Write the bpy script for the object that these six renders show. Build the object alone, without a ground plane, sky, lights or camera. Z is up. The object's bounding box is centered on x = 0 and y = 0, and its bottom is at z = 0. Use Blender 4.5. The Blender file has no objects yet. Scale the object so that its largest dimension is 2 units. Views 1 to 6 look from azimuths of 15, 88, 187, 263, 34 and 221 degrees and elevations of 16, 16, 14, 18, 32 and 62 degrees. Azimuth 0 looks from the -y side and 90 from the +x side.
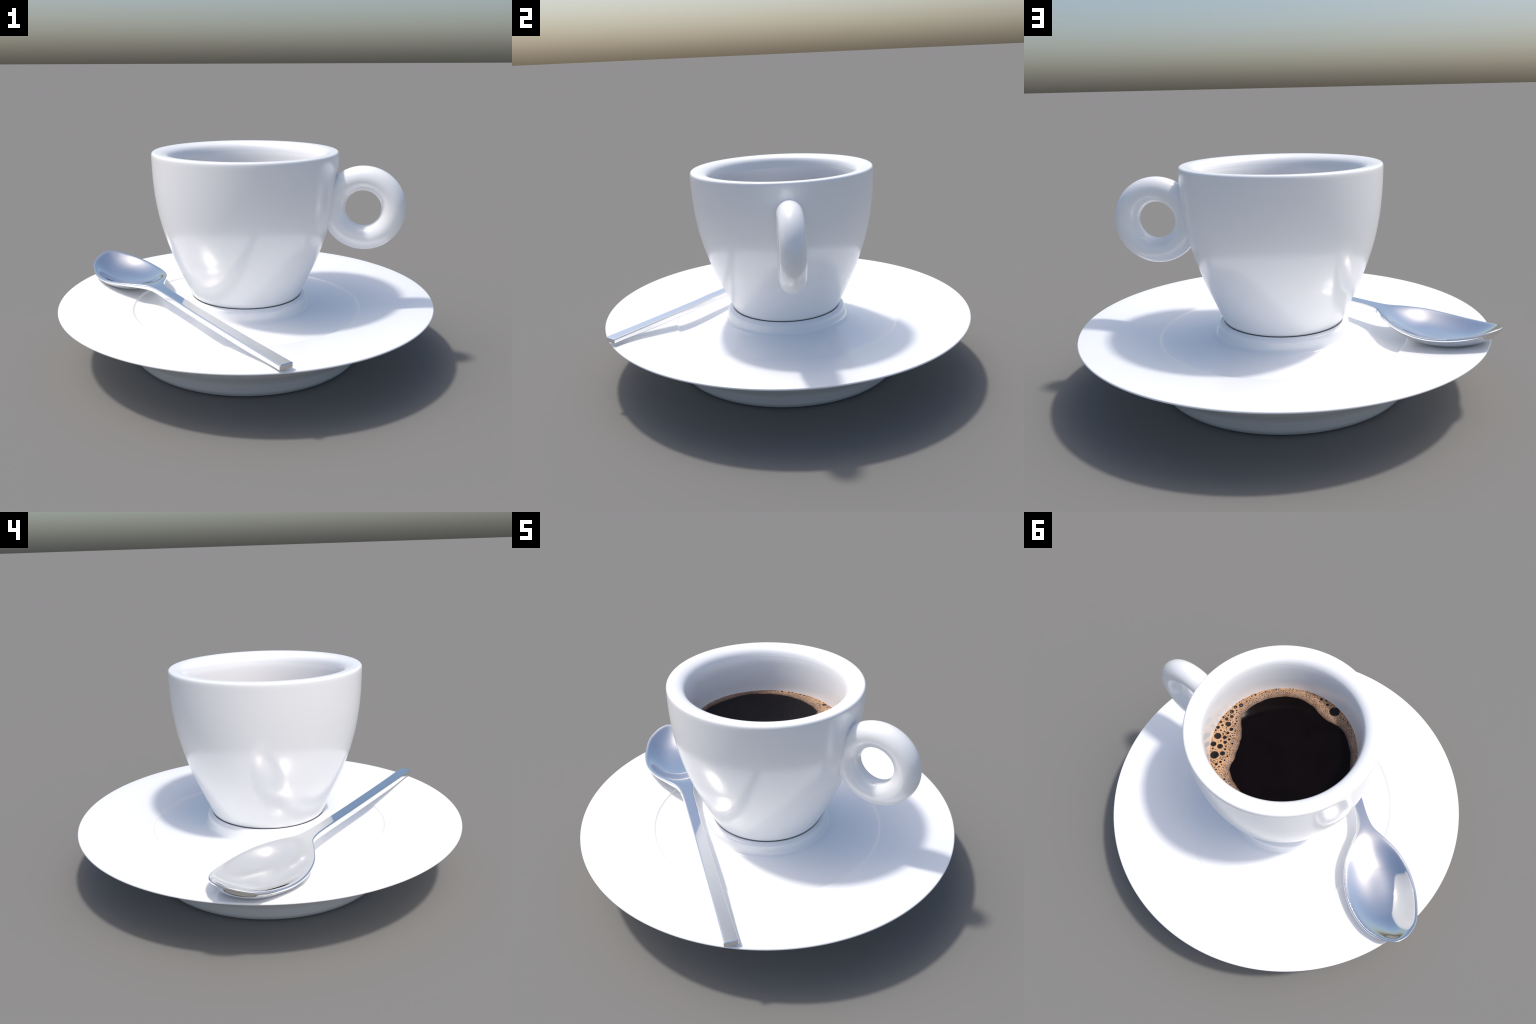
import bpy, bmesh, math, random
import numpy as np
from mathutils import Vector
from mathutils.geometry import delaunay_2d_cdt

random.seed(7)
rng = np.random.default_rng(7)
AXIS = (0.0085, 0.0)            # common axis of cup and saucer
COFFEE_Z = 0.8497               # level of the drink


# ---------------------------------------------------------------- helpers
def spline(points, per=10, closed=False):
    """Catmull-Rom curve through the control points."""
    c = np.asarray(points, float)
    p = np.vstack([c[-1:], c, c[:2]]) if closed else np.vstack([2 * c[0] - c[1], c, 2 * c[-1] - c[-2]])
    t = np.linspace(0, 1, per, endpoint=False)[:, None]
    out = []
    for i in range(1, len(p) - 2):
        a, b, d, e = p[i - 1:i + 3]
        out.append(.5 * (2 * b + (d - a) * t + (2 * a - 5 * b + 4 * d - e) * t ** 2 + (3 * b - a - 3 * d + e) * t ** 3))
    if not closed:
        out.append(c[-1:])
    return np.vstack(out)


def smoothstep(a, b, x):
    t = np.clip((np.asarray(x, float) - a) / (b - a), 0, 1)
    return t * t * (3 - 2 * t)


def mesh_object(name, verts, faces, material, parent=None, smooth=True):
    me = bpy.data.meshes.new(name)
    me.from_pydata([tuple(map(float, v)) for v in verts], [], [tuple(int(i) for i in f) for f in faces])
    me.validate()
    me.update()
    if smooth:
        me.shade_smooth()
    me.materials.append(material)
    ob = bpy.data.objects.new(name, me)
    bpy.context.collection.objects.link(ob)
    if parent:
        ob.parent = parent
    return ob


def empty(name, location):
    ob = bpy.data.objects.new(name, None)
    ob.empty_display_size = .1
    ob.location = location
    bpy.context.collection.objects.link(ob)
    return ob


def lathe(profile, segments=224):
    """Turn an (r, z) profile round the z axis; ends on the axis are closed with a fan."""
    verts, faces, rings = [], [], []
    for r, z in profile:
        if r < 1e-6:
            rings.append([len(verts)])
            verts.append((0, 0, z))
        else:
            rings.append(list(range(len(verts), len(verts) + segments)))
            for i in range(segments):
                a = 2 * math.pi * i / segments
                verts.append((r * math.cos(a), r * math.sin(a), z))
    for a, b in zip(rings[:-1], rings[1:]):
        for i in range(segments):
            j = (i + 1) % segments
            if len(a) == 1:
                faces.append((a[0], b[j], b[i]))
            elif len(b) == 1:
                faces.append((a[i], a[j], b[0]))
            else:
                faces.append((a[i], a[j], b[j], b[i]))
    return verts, faces


def arc(cr, cz, ra, rb, a0, a1, n=8):
    return [(cr + ra * math.cos(math.radians(a0 + (a1 - a0) * i / n)),
             cz + rb * math.sin(math.radians(a0 + (a1 - a0) * i / n))) for i in range(n + 1)]


# ---------------------------------------------------------------- materials
def new_material(name):
    m = bpy.data.materials.new(name)
    m.use_nodes = True
    nt = m.node_tree
    return m, nt, nt.nodes["Principled BSDF"]


def node(nt, kind, **inputs):
    n = nt.nodes.new(kind)
    for k, v in inputs.items():
        n.inputs[k.replace("_", " ")].default_value = v
    return n


def ramp(nt, stops):
    n = nt.nodes.new("ShaderNodeValToRGB")
    e = n.color_ramp.elements
    while len(e) < len(stops):
        e.new(.5)
    for x, (p, c) in zip(e, stops):
        x.position, x.color = p, (*c, 1)
    return n


def porcelain_material():
    m, nt, b = new_material("white_porcelain")
    co = node(nt, "ShaderNodeTexCoord")
    nz = node(nt, "ShaderNodeTexNoise", Scale=3.0, Detail=2.0)
    r = ramp(nt, [(.3, PORCELAIN_A), (.7, PORCELAIN_B)])
    nt.links.new(co.outputs["Object"], nz.inputs["Vector"])
    nt.links.new(nz.outputs["Fac"], r.inputs["Fac"])
    nt.links.new(r.outputs["Color"], b.inputs["Base Color"])
    b.inputs["Roughness"].default_value = .19
    b.inputs["IOR"].default_value = 1.95
    return m


def steel_material():
    m, nt, b = new_material("polished_steel")
    co = node(nt, "ShaderNodeTexCoord")
    nz = node(nt, "ShaderNodeTexNoise", Scale=6.0, Detail=2.0)
    r = ramp(nt, [(.3, (.90, .90, .90)), (.7, (.93, .93, .93))])
    nt.links.new(co.outputs["Object"], nz.inputs["Vector"])
    nt.links.new(nz.outputs["Fac"], r.inputs["Fac"])
    nt.links.new(r.outputs["Color"], b.inputs["Base Color"])
    b.inputs["Metallic"].default_value = 1.0
    b.inputs["Roughness"].default_value = .06
    return m


def coffee_material():
    m, nt, b = new_material("black_coffee")
    co = node(nt, "ShaderNodeTexCoord")
    nz = node(nt, "ShaderNodeTexNoise", Scale=7.0, Detail=4.0)
    r = ramp(nt, [(.35, (.0030, .0016, .0018)), (.75, (.0046, .0026, .0024))])
    nt.links.new(co.outputs["Object"], nz.inputs["Vector"])
    nt.links.new(nz.outputs["Fac"], r.inputs["Fac"])
    nt.links.new(r.outputs["Color"], b.inputs["Base Color"])
    b.inputs["Roughness"].default_value = .06
    b.inputs["IOR"].default_value = 1.33
    b.inputs["Specular IOR Level"].default_value = .17
    return m


def bubble_material():
    m, nt, b = new_material("dark_bubble_film")
    co = node(nt, "ShaderNodeTexCoord")
    oi = nt.nodes.new("ShaderNodeObjectInfo")
    nz = node(nt, "ShaderNodeTexNoise", Scale=60.0, Detail=2.0)
    mix = nt.nodes.new("ShaderNodeMath")
    mix.operation = "MULTIPLY_ADD"
    mix.inputs[1].default_value = .25
    r = ramp(nt, [(.3, (.006, .004, .004)), (1.0, (.018, .009, .006))])
    nt.links.new(co.outputs["Object"], nz.inputs["Vector"])
    nt.links.new(nz.outputs["Fac"], mix.inputs[0])
    half = nt.nodes.new("ShaderNodeMath")
    half.operation = "MULTIPLY"
    half.inputs[1].default_value = .7
    nt.links.new(oi.outputs["Random"], half.inputs[0])
    nt.links.new(half.outputs[0], mix.inputs[2])
    nt.links.new(mix.outputs[0], r.inputs["Fac"])
    nt.links.new(r.outputs["Color"], b.inputs["Base Color"])
    b.inputs["Roughness"].default_value = .12
    b.inputs["Specular IOR Level"].default_value = .35
    return m


def crema_material():
    """Tan foam, browner where it thins out towards the open coffee, peppered with pin-prick bubbles."""
    m, nt, b = new_material("coffee_crema")
    co = node(nt, "ShaderNodeTexCoord")
    xyz = nt.nodes.new("ShaderNodeSeparateXYZ")
    nt.links.new(co.outputs["Object"], xyz.inputs[0])
    thick = nt.nodes.new("ShaderNodeMapRange")
    thick.inputs["From Min"].default_value = -.0005
    thick.inputs["From Max"].default_value = .0052
    nt.links.new(xyz.outputs["Z"], thick.inputs["Value"])
    nz = node(nt, "ShaderNodeTexNoise", Scale=28.0, Detail=5.0, Roughness=.65)
    nt.links.new(co.outputs["Object"], nz.inputs["Vector"])
    add = nt.nodes.new("ShaderNodeMath")
    add.operation = "MULTIPLY_ADD"
    add.inputs[1].default_value = .5
    sub = nt.nodes.new("ShaderNodeMath")
    sub.operation = "SUBTRACT"
    sub.inputs[1].default_value = .25
    nt.links.new(nz.outputs["Fac"], add.inputs[0])
    nt.links.new(thick.outputs[0], add.inputs[2])
    nt.links.new(add.outputs[0], sub.inputs[0])
    tone = ramp(nt, [(0, (.085, .042, .022)), (.2, (.21, .12, .072)), (.55, (.32, .205, .14)), (1, (.54, .315, .165))])
    nt.links.new(sub.outputs[0], tone.inputs["Fac"])
    # pin-prick bubbles
    colour = tone.outputs["Color"]
    for scale, width, dark in ((95, .22, (.075, .034, .017)), (190, .24, (.17, .09, .05))):
        vo = node(nt, "ShaderNodeTexVoronoi", Scale=scale, Randomness=.9)
        vo.voronoi_dimensions = "2D"
        nt.links.new(co.outputs["Object"], vo.inputs["Vector"])
        edge = ramp(nt, [(width * .75, (1, 1, 1)), (width * 1.15, (0, 0, 0))])
        nt.links.new(vo.outputs["Distance"], edge.inputs["Fac"])
        where = node(nt, "ShaderNodeTexNoise", Scale=14.0, Detail=1.0)
        nt.links.new(co.outputs["Object"], where.inputs["Vector"])
        some = ramp(nt, [(.40, (0, 0, 0)), (.5, (1, 1, 1))])
        nt.links.new(where.outputs["Fac"], some.inputs["Fac"])
        mul = nt.nodes.new("ShaderNodeMath")
        mul.operation = "MULTIPLY"
        nt.links.new(edge.outputs["Color"], mul.inputs[0])
        nt.links.new(some.outputs["Color"], mul.inputs[1])
        mx = nt.nodes.new("ShaderNodeMix")
        mx.data_type = "RGBA"
        mx.inputs["B"].default_value = (*dark, 1)
        mx.inputs[7].default_value = (*dark, 1)
        nt.links.new(mul.outputs[0], mx.inputs[0])
        nt.links.new(colour, mx.inputs[6])
        colour = mx.outputs[2]
    nt.links.new(colour, b.inputs["Base Color"])
    bump = node(nt, "ShaderNodeBump", Strength=.35, Distance=.003)
    fine = node(nt, "ShaderNodeTexVoronoi", Scale=120.0)
    nt.links.new(co.outputs["Object"], fine.inputs["Vector"])
    nt.links.new(fine.outputs["Distance"], bump.inputs["Height"])
    nt.links.new(bump.outputs["Normal"], b.inputs["Normal"])
    b.inputs["Roughness"].default_value = .4
    b.inputs["Specular IOR Level"].default_value = .4
    return m


PORCELAIN_A, PORCELAIN_B = (.955, .955, .953), (.965, .965, .963)
PORCELAIN = porcelain_material()
STEEL = steel_material()
COFFEE = coffee_material()
BUBBLE = bubble_material()
CREMA = crema_material()


# ---------------------------------------------------------------- saucer
def build_saucer():
    top = spline([(.984, .3088), (.955, .3088), (.91, .3062), (.848, .2990), (.776, .2882), (.685, .2742), (.635, .2660), (.6140, .2625)], 8)
    step = spline([(.6110, .2610), (.6080, .2575), (.6055, .2548)], 4)
    well = spline([(.599, .2528), (.577, .2492), (.545, .2468), (.50, .2458), (.43, .2490), (.39, .2522), (.360, .2560), (.344, .2595),
                   (.3340, .2645), (.3280, .2740), (.3248, .2850), (.3230, .3000), (.3215, .3120), (.3190, .3205), (.3148, .3252),
                   (.3090, .3290), (.3030, .3308), (.2970, .3310), (.2900, .3275), (.2850, .3240), (.27, .3230), (.15, .3230), (0, .3230)], 6)
    edge = arc(.9855, .3035, .0060, .0054, 85, -60, 8)
    under = spline([(.982, .2985), (.92, .2695), (.85, .2320), (.778, .1910), (.706, .1430), (.662, .1000), (.638, .0640), (.618, .0290), (.597, .0050)], 8)
    foot = arc(.5860, .0050, .0070, .0050, 0, -90, 4) + [(.56, .0002)] + arc(.555, .006, .006, .0058, -90, -180, 4)
    inner = spline([(.545, .030), (.530, .120), (.50, .190), (.43, .220), (.36, .235), (.26, .275), (.1, .285), (0, .285)], 6)
    profile = list(map(tuple, inner[::-1])) + foot[::-1] + list(map(tuple, under[::-1])) + edge[::-1] + \
        list(map(tuple, top)) + list(map(tuple, step)) + list(map(tuple, well))
    v, f = lathe(profile, 288)
    ob = mesh_object("saucer", v, f, PORCELAIN)
    ob.location = (*AXIS, 0)
    ob["label"] = "wide white glazed porcelain saucer with raised cup seat"
    ob["category"] = "saucer"
    return ob


# ---------------------------------------------------------------- cup
def cup_radius(z):
    x = z - .7
    return .5578 * x ** 4 - .0833 * x ** 3 - .4522 * x ** 2 + .2691 * x + .4366


def build_cup():
    base_z = .327
    cup = empty("coffee_cup", (*AXIS, base_z))
    cup["label"] = "white espresso cup with ring handle, filled with black coffee"
    cup["category"] = "coffee cup"
    outer = [(cup_radius(z), z) for z in np.linspace(.365, 1.078, 60)]
    lip_out = arc(.4685, 1.0800, .0115, .0130, 0, 90, 8)
    lip_in = list(map(tuple, spline([(.4536, 1.0930), (.4340, 1.0910), (.4160, 1.0850), (.4030, 1.0760), (.3945, 1.0640), (.3890, 1.0490)], 6)))[:-1]
    wall = spline([(.3890, 1.049), (.3835, 1.015), (.3785, .94), (.3750, .85), (.362, .75), (.325, .60), (.25, .48), (.12, .425), (0, .42)], 8)
    bottom = [(0, .336), (.24, .336), (.258, .333), (.268, .3285), (.276, .3275)]
    foot = spline([(.2830, .3290), (.2900, .3335), (.2950, .3400), (.2995, .3490), (.3030, .3570)], 5)
    profile = bottom + list(map(tuple, foot)) + outer + lip_out[1:] + lip_in + list(map(tuple, wall))
    v, f = lathe([(r, z - base_z) for r, z in profile])
    mesh_object("cup_body", v, f, PORCELAIN, cup)

    # ring handle: torus standing in the x-z plane
    cx, cz, big, rx, ry = .6221 - AXIS[0], .8203 - base_z, .1510, .0615, .0602
    nu, nv = 128, 48
    v = [(cx + (big + rx * math.cos(b)) * math.cos(a), ry * math.sin(b), cz + (big + rx * math.cos(b)) * math.sin(a))
         for a in np.linspace(0, 2 * math.pi, nu, endpoint=False) for b in np.linspace(0, 2 * math.pi, nv, endpoint=False)]
    f = [(i * nv + j, ((i + 1) % nu) * nv + j, ((i + 1) % nu) * nv + (j + 1) % nv, i * nv + (j + 1) % nv)
         for i in range(nu) for j in range(nv)]
    f = [q[::-1] for q in f]
    mesh_object("handle", v, f, PORCELAIN, cup)
    build_coffee(cup, COFFEE_Z - base_z)
    return cup


# shore line between crema and open coffee: (azimuth in degrees, radius)
SHORE = [(0, .280), (9, .2456), (20, .2283), (31, .2276), (41, .2385), (50, .2541), (57, .281), (62, .2945), (72, .304),
         (83, .313), (98, .327), (112, .336), (126, .3424), (142, .349), (160, .340), (180, .3475), (196, .351), (207, .3432),
         (216, .3373), (227, .3298), (236, .3267), (243, .3144), (250, .2959), (258, .281), (268, .286), (277, .302),
         (285, .3125), (294, .3222), (303, .3249), (321, .323), (332, .3175), (343, .3113), (353, .3006)]

# big bubbles: (azimuth, distance from the axis, radius)
BUBBLES = [(24.5, .3478, .0194), (32.6, .3594, .0156), (34.5, .3244, .0155), (43.0, .3506, .0227), (42.1, .3099, .0136),
           (10.1, .3250, .0158), (347.7, .3508, .0123), (352.4, .3616, .0104), (357.8, .3553, .0122), (1.7, .3355, .0103),
           (6.2, .3497, .0103), (13.8, .2956, .0111), (19.0, .3039, .0092), (24.5, .3104, .0111), (29.8, .3018, .0101),
           (11.0, .3660, .0084), (16.6, .3645, .0102), (13.3, .3488, .0074), (6.3, .2947, .0065), (25.7, .2848, .0074),
           (21.7, .2851, .0055), (30.1, .2643, .0064), (34.1, .2948, .0055), (37.5, .2979, .0064), (45.6, .2865, .0059),
           (50.6, .3252, .0077), (52.0, .3483, .0081), (49.7, .3038, .0054), (54.9, .3383, .0054), (2.4, .3559, .0056),
           (354.1, .3424, .0056), (0.8, .3104, .0056), (3.0, .2983, .0056), (14.0, .2730, .0056), (341.4, .3531, .0057),
           (332.0, .3665, .0067), (323.0, .3661, .0052), (257.8, .3480, .0285), (274.4, .3620, .0085), (267.1, .3531, .0084),
           (270.2, .3690, .0066), (28.9, .3247, .0055), (21.3, .3237, .0055), (18.3, .3436, .0056),
           (65.9, .3600, .0124), (61.1, .3594, .0060), (67.9, .3393, .0060), (110.1, .3690, .0070), (104.2, .3690, .0062),
           (101.1, .3697, .0055), (93.5, .3667, .0069), (89.8, .3665, .0069), (86.2, .3684, .0048), (73.4, .3666, .0061)]


def shore_radius():
    c = np.array(SHORE)
    wide = np.vstack([c - [360, 0], c, c + [360, 0]])
    s = spline(wide, 8)
    return lambda deg: np.interp(np.mod(deg, 360), s[:, 0], s[:, 1])


def dome(material_name, rings=6, segments=24, height=.42):
    v, f = [(0, 0, height)], []
    for k in range(1, rings + 1):
        t = math.pi / 2 * k / rings
        for i in range(segments):
            a = 2 * math.pi * i / segments
            v.append((math.sin(t) * math.cos(a), math.sin(t) * math.sin(a), height * math.cos(t)))
    for i in range(segments):
        j = (i + 1) % segments
        f.append((0, 1 + i, 1 + j))
        for k in range(rings - 1):
            a, b = 1 + k * segments, 1 + (k + 1) * segments
            f.append((a + i, b + i, b + j, a + j))
    return v, f


def build_coffee(cup, level):
    segs = 192
    wall_r = .3765
    v = [(0, 0, 0)]
    f = []
    radii = np.linspace(0, wall_r, 14)[1:]
    for r in radii:
        v += [(r * math.cos(2 * math.pi * i / segs), r * math.sin(2 * math.pi * i / segs), 0) for i in range(segs)]
    for i in range(segs):
        j = (i + 1) % segs
        f.append((0, 1 + i, 1 + j))
        for k in range(len(radii) - 1):
            a, b = 1 + k * segs, 1 + (k + 1) * segs
            f.append((a + i, b + i, b + j, a + j))
    coffee = mesh_object("coffee", v, f, COFFEE, cup)
    coffee.location = (0, 0, level - .0015)

    # crema: foam band thinning out to a ragged shore
    shore = shore_radius()
    n_a, n_r = 720, 26
    deg = np.arange(n_a) * 360 / n_a
    wob = sum(.0008 / k * np.sin(np.radians(deg * m) + p) for k, m, p in
              zip(range(1, 9), (23, 37, 51, 66, 84, 103, 127, 151), rng.uniform(0, 6.28, 8)))
    ri = np.minimum(shore(deg) + wob, .3735)
    verts, faces = [], []
    t = np.linspace(0, 1, n_r) ** 1.5
    for k in range(n_r):
        r = ri + (wall_r + .0004 - ri) * t[k]
        h = -.0014 + .0066 * (1 - np.exp(-(r - ri) / .022))
        if k == 0:
            h = h - .002
        verts += list(zip(r * np.cos(np.radians(deg)), r * np.sin(np.radians(deg)), h))
    for k in range(n_r - 1):
        for i in range(n_a):
            j = (i + 1) % n_a
            a, b = k * n_a, (k + 1) * n_a
            faces.append((a + i, b + i, b + j, a + j))
    crema = mesh_object("crema", verts, faces, CREMA, cup)
    crema.location = (0, 0, level)

    def foam_height(r, d):
        s = float(shore(d))
        return -.0014 + .0066 * (1 - math.exp(-max(r - s, 0) / .022))

    dv, df = dome("bubble")
    shared = None
    placed = []
    for d, r, size in BUBBLES:
        x, y = r * math.cos(math.radians(d)), r * math.sin(math.radians(d))
        placed.append((x, y, size))
        if shared is None:
            ob = mesh_object("bubble", dv, df, BUBBLE, crema)
            shared = ob
        else:
            ob = shared.copy()
            bpy.context.collection.objects.link(ob)
        ob.location = (x, y, foam_height(r, d) - .0006)
        ob.scale = (size, size, min(size, .012) * .55)
        ob.rotation_euler = (0, 0, random.uniform(0, 6.28))
    # the crowd of little bubbles between them
    sv, sf = dome("small", 3, 9)
    sv, sf = np.array(sv), sf
    allv, allf = [], []
    tries = 0
    while tries < 26000:
        tries += 1
        d = random.uniform(0, 360)
        busy = max(0, math.cos(math.radians(d - 20))) ** 2
        busy = max(busy, .75 * math.exp(-((d - 262) / 14) ** 2), .45 * math.exp(-((d - 335) / 30) ** 2), .35 * math.exp(-((d - 85) / 35) ** 2))
        if random.random() > .10 + busy:
            continue
        s = float(shore(d)) + .006
        r = wall_r - .002 - (wall_r - .002 - s) * random.random() ** (1.2 if busy > .4 else 1.8)
        if r < s:
            continue
        depth = (r - s) / max(wall_r - s, 1e-4)
        size = random.uniform(.0012, .0024 + .0044 * depth * (.3 + busy))
        x, y = r * math.cos(math.radians(d)), r * math.sin(math.radians(d))
        if r + size > wall_r:
            continue
        if any((x - a) ** 2 + (y - b) ** 2 < (size * 1.25 + c * 1.08 + .0004) ** 2 for a, b, c in placed):
            continue
        placed.append((x, y, size))
        base = len(allv) * len(sv)
        allv.append(sv * [size, size, size * .6] + [x, y, foam_height(r, d) - .0003])
        allf += [tuple(i + base for i in q) for q in sf]
        if len(allv) > 1500:
            break
    small = mesh_object("fine_bubbles", np.vstack(allv), allf, BUBBLE, crema)
    small["kind"] = "stuff"


# ---------------------------------------------------------------- spoon
SPOON_START = (.4264, -.9032)
SPOON_ANGLE = 2.4138
SPOON_LENGTH = 1.8670
# stations along the spoon: distance from the handle end, half width, height of the upper edge
STATIONS = [(0, .0315, .3468), (.12, .0300, .3470), (.354, .0284, .3477), (.7085, .0274, .3510), (.9615, .0274, .3560), (1.0627, .0282, .3585),
            (1.1437, .0320, .3600), (1.2145, .0480, .3598), (1.2854, .0940, .3580), (1.3765, .1480, .3515), (1.4878, .1800, .3435),
            (1.5991, .1840, .3440), (1.7004, .1645, .3560), (1.7813, .1290, .3735), (1.8340, .0790, .3920), (1.8570, .0400, .4035), (1.8670, 0, .4080)]
NECK = 1.20                     # where handle and bowl part


def offset(poly, d):
    nxt, prv = np.roll(poly, -1, 0), np.roll(poly, 1, 0)
    t = nxt - prv
    t /= np.linalg.norm(t, axis=1)[:, None]
    return poly + d * np.stack([-t[:, 1], t[:, 0]], -1)     # inwards for a counter-clockwise outline


def soft_distance(points, outline, power=3):
    """Smooth distance to the outline (zero on it, no ridge along the middle) and its gradient."""
    seg = np.linalg.norm(np.roll(outline, -1, 0) - outline, axis=1)
    mid = (np.roll(outline, -1, 0) + outline) / 2
    out, grad = np.empty(len(points)), np.empty((len(points), 2))
    for i in range(0, len(points), 400):
        e = points[i:i + 400, None] - mid[None]
        d2 = (e ** 2).sum(-1) + 1e-10
        w = seg / (d2 * d2)                      # 1 / r^(power + 1)
        total = w.sum(1)
        out[i:i + 400] = total ** (-1 / power)
        g = -(power + 1) * ((w / d2)[:, :, None] * e).sum(1)
        grad[i:i + 400] = (-1 / power) * (total ** (-1 / power - 1))[:, None] * g
    return out, grad


def resample(poly, step):
    p = np.vstack([poly, poly[:1]])
    l = np.concatenate([[0], np.cumsum(np.linalg.norm(np.diff(p, axis=0), axis=1))])
    n = int(l[-1] / step)
    s = np.linspace(0, l[-1], n, endpoint=False)
    return np.stack([np.interp(s, l, p[:, 0]), np.interp(s, l, p[:, 1])], -1)


def inside(points, poly):
    x, y = points[:, 0][:, None], points[:, 1][:, None]
    a, b = poly, np.roll(poly, -1, 0)
    cross = ((a[:, 1] > y) != (b[:, 1] > y)) & (x < (b[:, 0] - a[:, 0]) * (y - a[:, 1]) / (b[:, 1] - a[:, 1] + 1e-15) + a[:, 0])
    return cross.sum(1) % 2 == 1


def build_spoon():
    st = np.array(STATIONS)
    half = spline(np.vstack([st[:, :2], (st[:-1, :2] * [1, -1])[::-1]]), 40)
    half[:, 1] += .0018 * np.sign(half[:, 1]) * (1 - smoothstep(1.75, 1.83, half[:, 0]))
    half[:, 1] += .0068 * smoothstep(1.68, 1.83, half[:, 0])      # the tip is worn a little to one side
    # round the two corners of the handle end
    pts = [p for p in half if not (p[0] < .004)]
    corner = .004
    w0 = st[0, 1] + .0018
    lower = [(corner * (1 - math.sin(a)), -(w0 - corner + corner * math.cos(a))) for a in np.linspace(0, math.pi / 2, 7)]
    upper = [(x, -y) for x, y in lower[::-1]]
    outline = np.array(lower + upper + [tuple(p) for p in pts])
    # orientation: make it counter-clockwise
    outline = resample(outline, .0026)
    a2 = (outline[:, 0] * np.roll(outline[:, 1], -1) - np.roll(outline[:, 0], -1) * outline[:, 1]).sum()
    if a2 < 0:
        outline = outline[::-1].copy()
    zs = spline(st[:, [0, 2]], 30)
    k = np.hanning(31)
    k /= k.sum()
    gs = np.linspace(-.2, 2.05, 900)
    gz = np.interp(gs, zs[:, 0], zs[:, 1])
    tail = gs > SPOON_LENGTH
    gz[tail] = zs[-1, 1] + (gs[tail] - SPOON_LENGTH) * .55
    gz = np.convolve(np.pad(gz, 15, mode="edge"), k, "valid")
    rim = lambda s: np.interp(s, gs, gz)

    lip = .0125                                    # flat rim round the bowl
    fine_in = resample(offset(outline, lip), .0014)
    fine_out = resample(outline, .0014)
    deep_in = soft_distance(np.array([[1.56, 0.]]), fine_in)[0][0]
    deep_out = soft_distance(np.array([[1.56, 0.]]), fine_out)[0][0]

    def slope(f, s, e=1e-3):
        return (f(s + e) - f(s - e)) / (2 * e)

    def bowl(p, outline_, deep, depth, power, ramp_, soft):
        """Depth of the hollow below the rim plane, and its gradient."""
        t, g, ok = np.zeros(len(p)), np.zeros((len(p), 2)), np.zeros(len(p), bool)
        sel = np.where(p[:, 0] > 1.1)[0]
        dist, gr = soft_distance(p[sel], outline_)
        t[sel], g[sel], ok[sel] = dist / deep, gr / deep, inside(p[sel], outline_)
        t, g = np.where(ok, t, 0), np.where(ok[:, None], g, 0)
        u, du = t * t / (t + soft), (t * t + 2 * t * soft) / np.maximum(t + soft, 1e-9) ** 2
        top = 1 / (1 + soft)
        u, du = u / top, du / top
        du = np.where(u < 1, du, 0)
        u = np.minimum(u, 1)
        d = depth * (1 - (1 - u) ** power)
        dd = depth * power * (1 - u) ** (power - 1) * du
        r = ramp_(p[:, 0])
        return d * r, dd[:, None] * g * r[:, None] + np.column_stack([d * slope(ramp_, p[:, 0]), 0 * d])

    edge_of = lambda s: .0265 + .0075 * smoothstep(.02, .30, s) - .0190 * smoothstep(1.05, 1.42, s)

    def top_z(p):
        d, g = bowl(p, fine_in, deep_in, .043, 1.85, lambda s: smoothstep(1.19, 1.44, s) * (1 - .25 * smoothstep(1.68, 1.86, s)), .075)
        gx = slope(rim, p[:, 0]) - g[:, 0]
        return rim(p[:, 0]) - d, np.column_stack([-gx, g[:, 1], np.ones(len(p))])

    def bottom_z(p):
        d, g = bowl(p, fine_out, deep_out, .043, 3.6, lambda s: smoothstep(1.14, 1.42, s), .03)
        gx = slope(rim, p[:, 0]) - slope(edge_of, p[:, 0]) - g[:, 0]
        return rim(p[:, 0]) - edge_of(p[:, 0]) - d, np.column_stack([gx, -g[:, 1], -np.ones(len(p))])

    # rounded edge: loops from the top face over the side to the underside
    b = .0070
    t = np.roll(outline, -1, 0) - np.roll(outline, 1, 0)
    t /= np.linalg.norm(t, axis=1)[:, None]
    out_n = np.stack([t[:, 1], -t[:, 0]], -1)
    loops, normals = [], []
    for a in np.linspace(90, 0, 6):
        c, sn = math.cos(math.radians(a)), math.sin(math.radians(a))
        o = offset(outline, b * (1 - c))
        loops.append(np.column_stack([o, rim(o[:, 0]) - b * (1 - sn)]))
        up = np.column_stack([-slope(rim, o[:, 0]), 0 * o[:, 0], np.ones(len(o))])
        normals.append(np.column_stack([out_n * c, np.zeros(len(o))]) + up * sn)
    for a in np.linspace(0, -90, 6):
        c, sn = math.cos(math.radians(a)), math.sin(math.radians(a))
        o = offset(outline, b * (1 - c))
        loops.append(np.column_stack([o, rim(o[:, 0]) - edge_of(o[:, 0]) + b * (1 + sn)]))
        _, down = bottom_z(offset(outline, b + .0005)) if a == -90 else (0, np.column_stack([0 * o, -np.ones(len(o))]))
        down = down / np.linalg.norm(down, axis=1)[:, None]
        normals.append(np.column_stack([out_n * c, np.zeros(len(o))]) - down * sn)
    normals = [tuple(q / np.linalg.norm(q)) for l in normals for q in l]
    n = len(outline)
    verts = [tuple(p) for l in loops for p in l]
    faces = []
    for q in range(len(loops) - 1):
        for i in range(n):
            j = (i + 1) % n
            faces.append((q * n + i, (q + 1) * n + i, (q + 1) * n + j, q * n + j))

    step = .0046
    xs, ys = [], []
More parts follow.
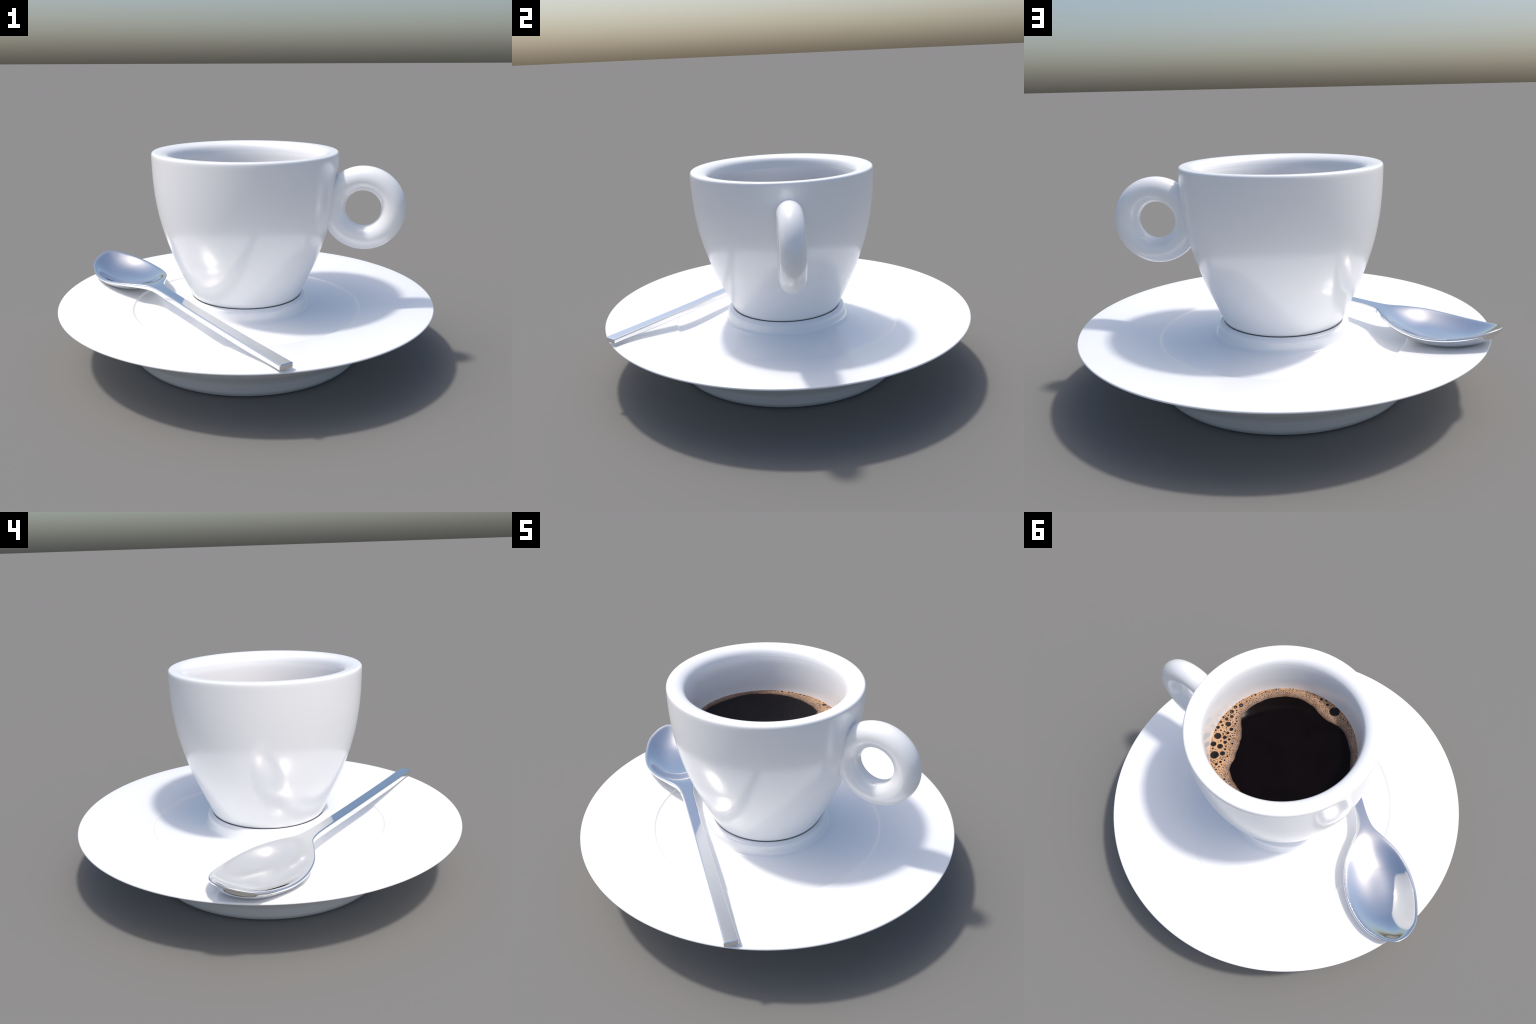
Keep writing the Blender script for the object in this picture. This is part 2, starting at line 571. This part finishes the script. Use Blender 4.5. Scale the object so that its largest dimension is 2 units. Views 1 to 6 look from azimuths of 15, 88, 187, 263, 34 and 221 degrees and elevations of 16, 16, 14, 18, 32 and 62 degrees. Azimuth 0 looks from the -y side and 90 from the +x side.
    row = 0
    y = -.20
    while y < .20:
        x = (row % 2) * step / 2 - .01
        while x < SPOON_LENGTH + .01:
            xs.append(x)
            ys.append(y)
            x += step
        y += step * .866
        row += 1
    grid = np.column_stack([xs, ys])
    for base, surface, flip in ((0, top_z, False), ((len(loops) - 1) * n, bottom_z, True)):
        ring = np.array([p[:2] for p in verts[base:base + n]])
        core = offset(ring, step * .55)
        g = grid[inside(grid, core)]
        pts = [Vector(p) for p in ring] + [Vector(p) for p in g]
        vo, _, fo, orig, _, _ = delaunay_2d_cdt(pts, [(i, (i + 1) % n) for i in range(n)], [], 1, 1e-7)
        z, nor = surface(np.array([tuple(p) for p in vo]))
        ids = []
        for p, zz, o, nn in zip(vo, z, orig, nor):
            if o and o[0] < n:
                ids.append(base + o[0])
            else:
                ids.append(len(verts))
                verts.append((p[0], p[1], zz))
                normals.append(tuple(nn / np.linalg.norm(nn)))
        for q in fo:
            q = [ids[i] for i in q]
            faces.append(tuple(q[::-1] if flip else q))

    # to the world frame
    v = np.array(verts)
    d = np.array([math.cos(SPOON_ANGLE), math.sin(SPOON_ANGLE)])
    nn = np.array([-d[1], d[0]])
    origin = np.array([*(np.array(SPOON_START) + d * 1.6), .27])
    xy = np.array(SPOON_START) + v[:, :1] * d + v[:, 1:2] * nn
    world = np.column_stack([xy, v[:, 2]]) - origin

    nv = np.array(normals)
    normals = np.column_stack([nv[:, :1] * d + nv[:, 1:2] * nn, nv[:, 2]])
    normals = [tuple(map(float, q)) for q in normals]
    polys = faces
    spoon = empty("teaspoon", tuple(origin))
    spoon["label"] = "polished steel teaspoon with flat straight handle"
    spoon["category"] = "spoon"
    for name, part in (("spoon_handle", True), ("spoon_bowl", False)):
        sel = [p for p in polys if (np.mean([v[i, 0] for i in p]) < NECK) == part]
        used = sorted({i for p in sel for i in p})
        index = {i: k for k, i in enumerate(used)}
        ob = mesh_object(name, [world[i] for i in used], [[index[i] for i in p] for p in sel], STEEL, spoon)
        ob.data.normals_split_custom_set_from_vertices([normals[i] for i in used])
    return spoon


build_saucer()
build_cup()
build_spoon()
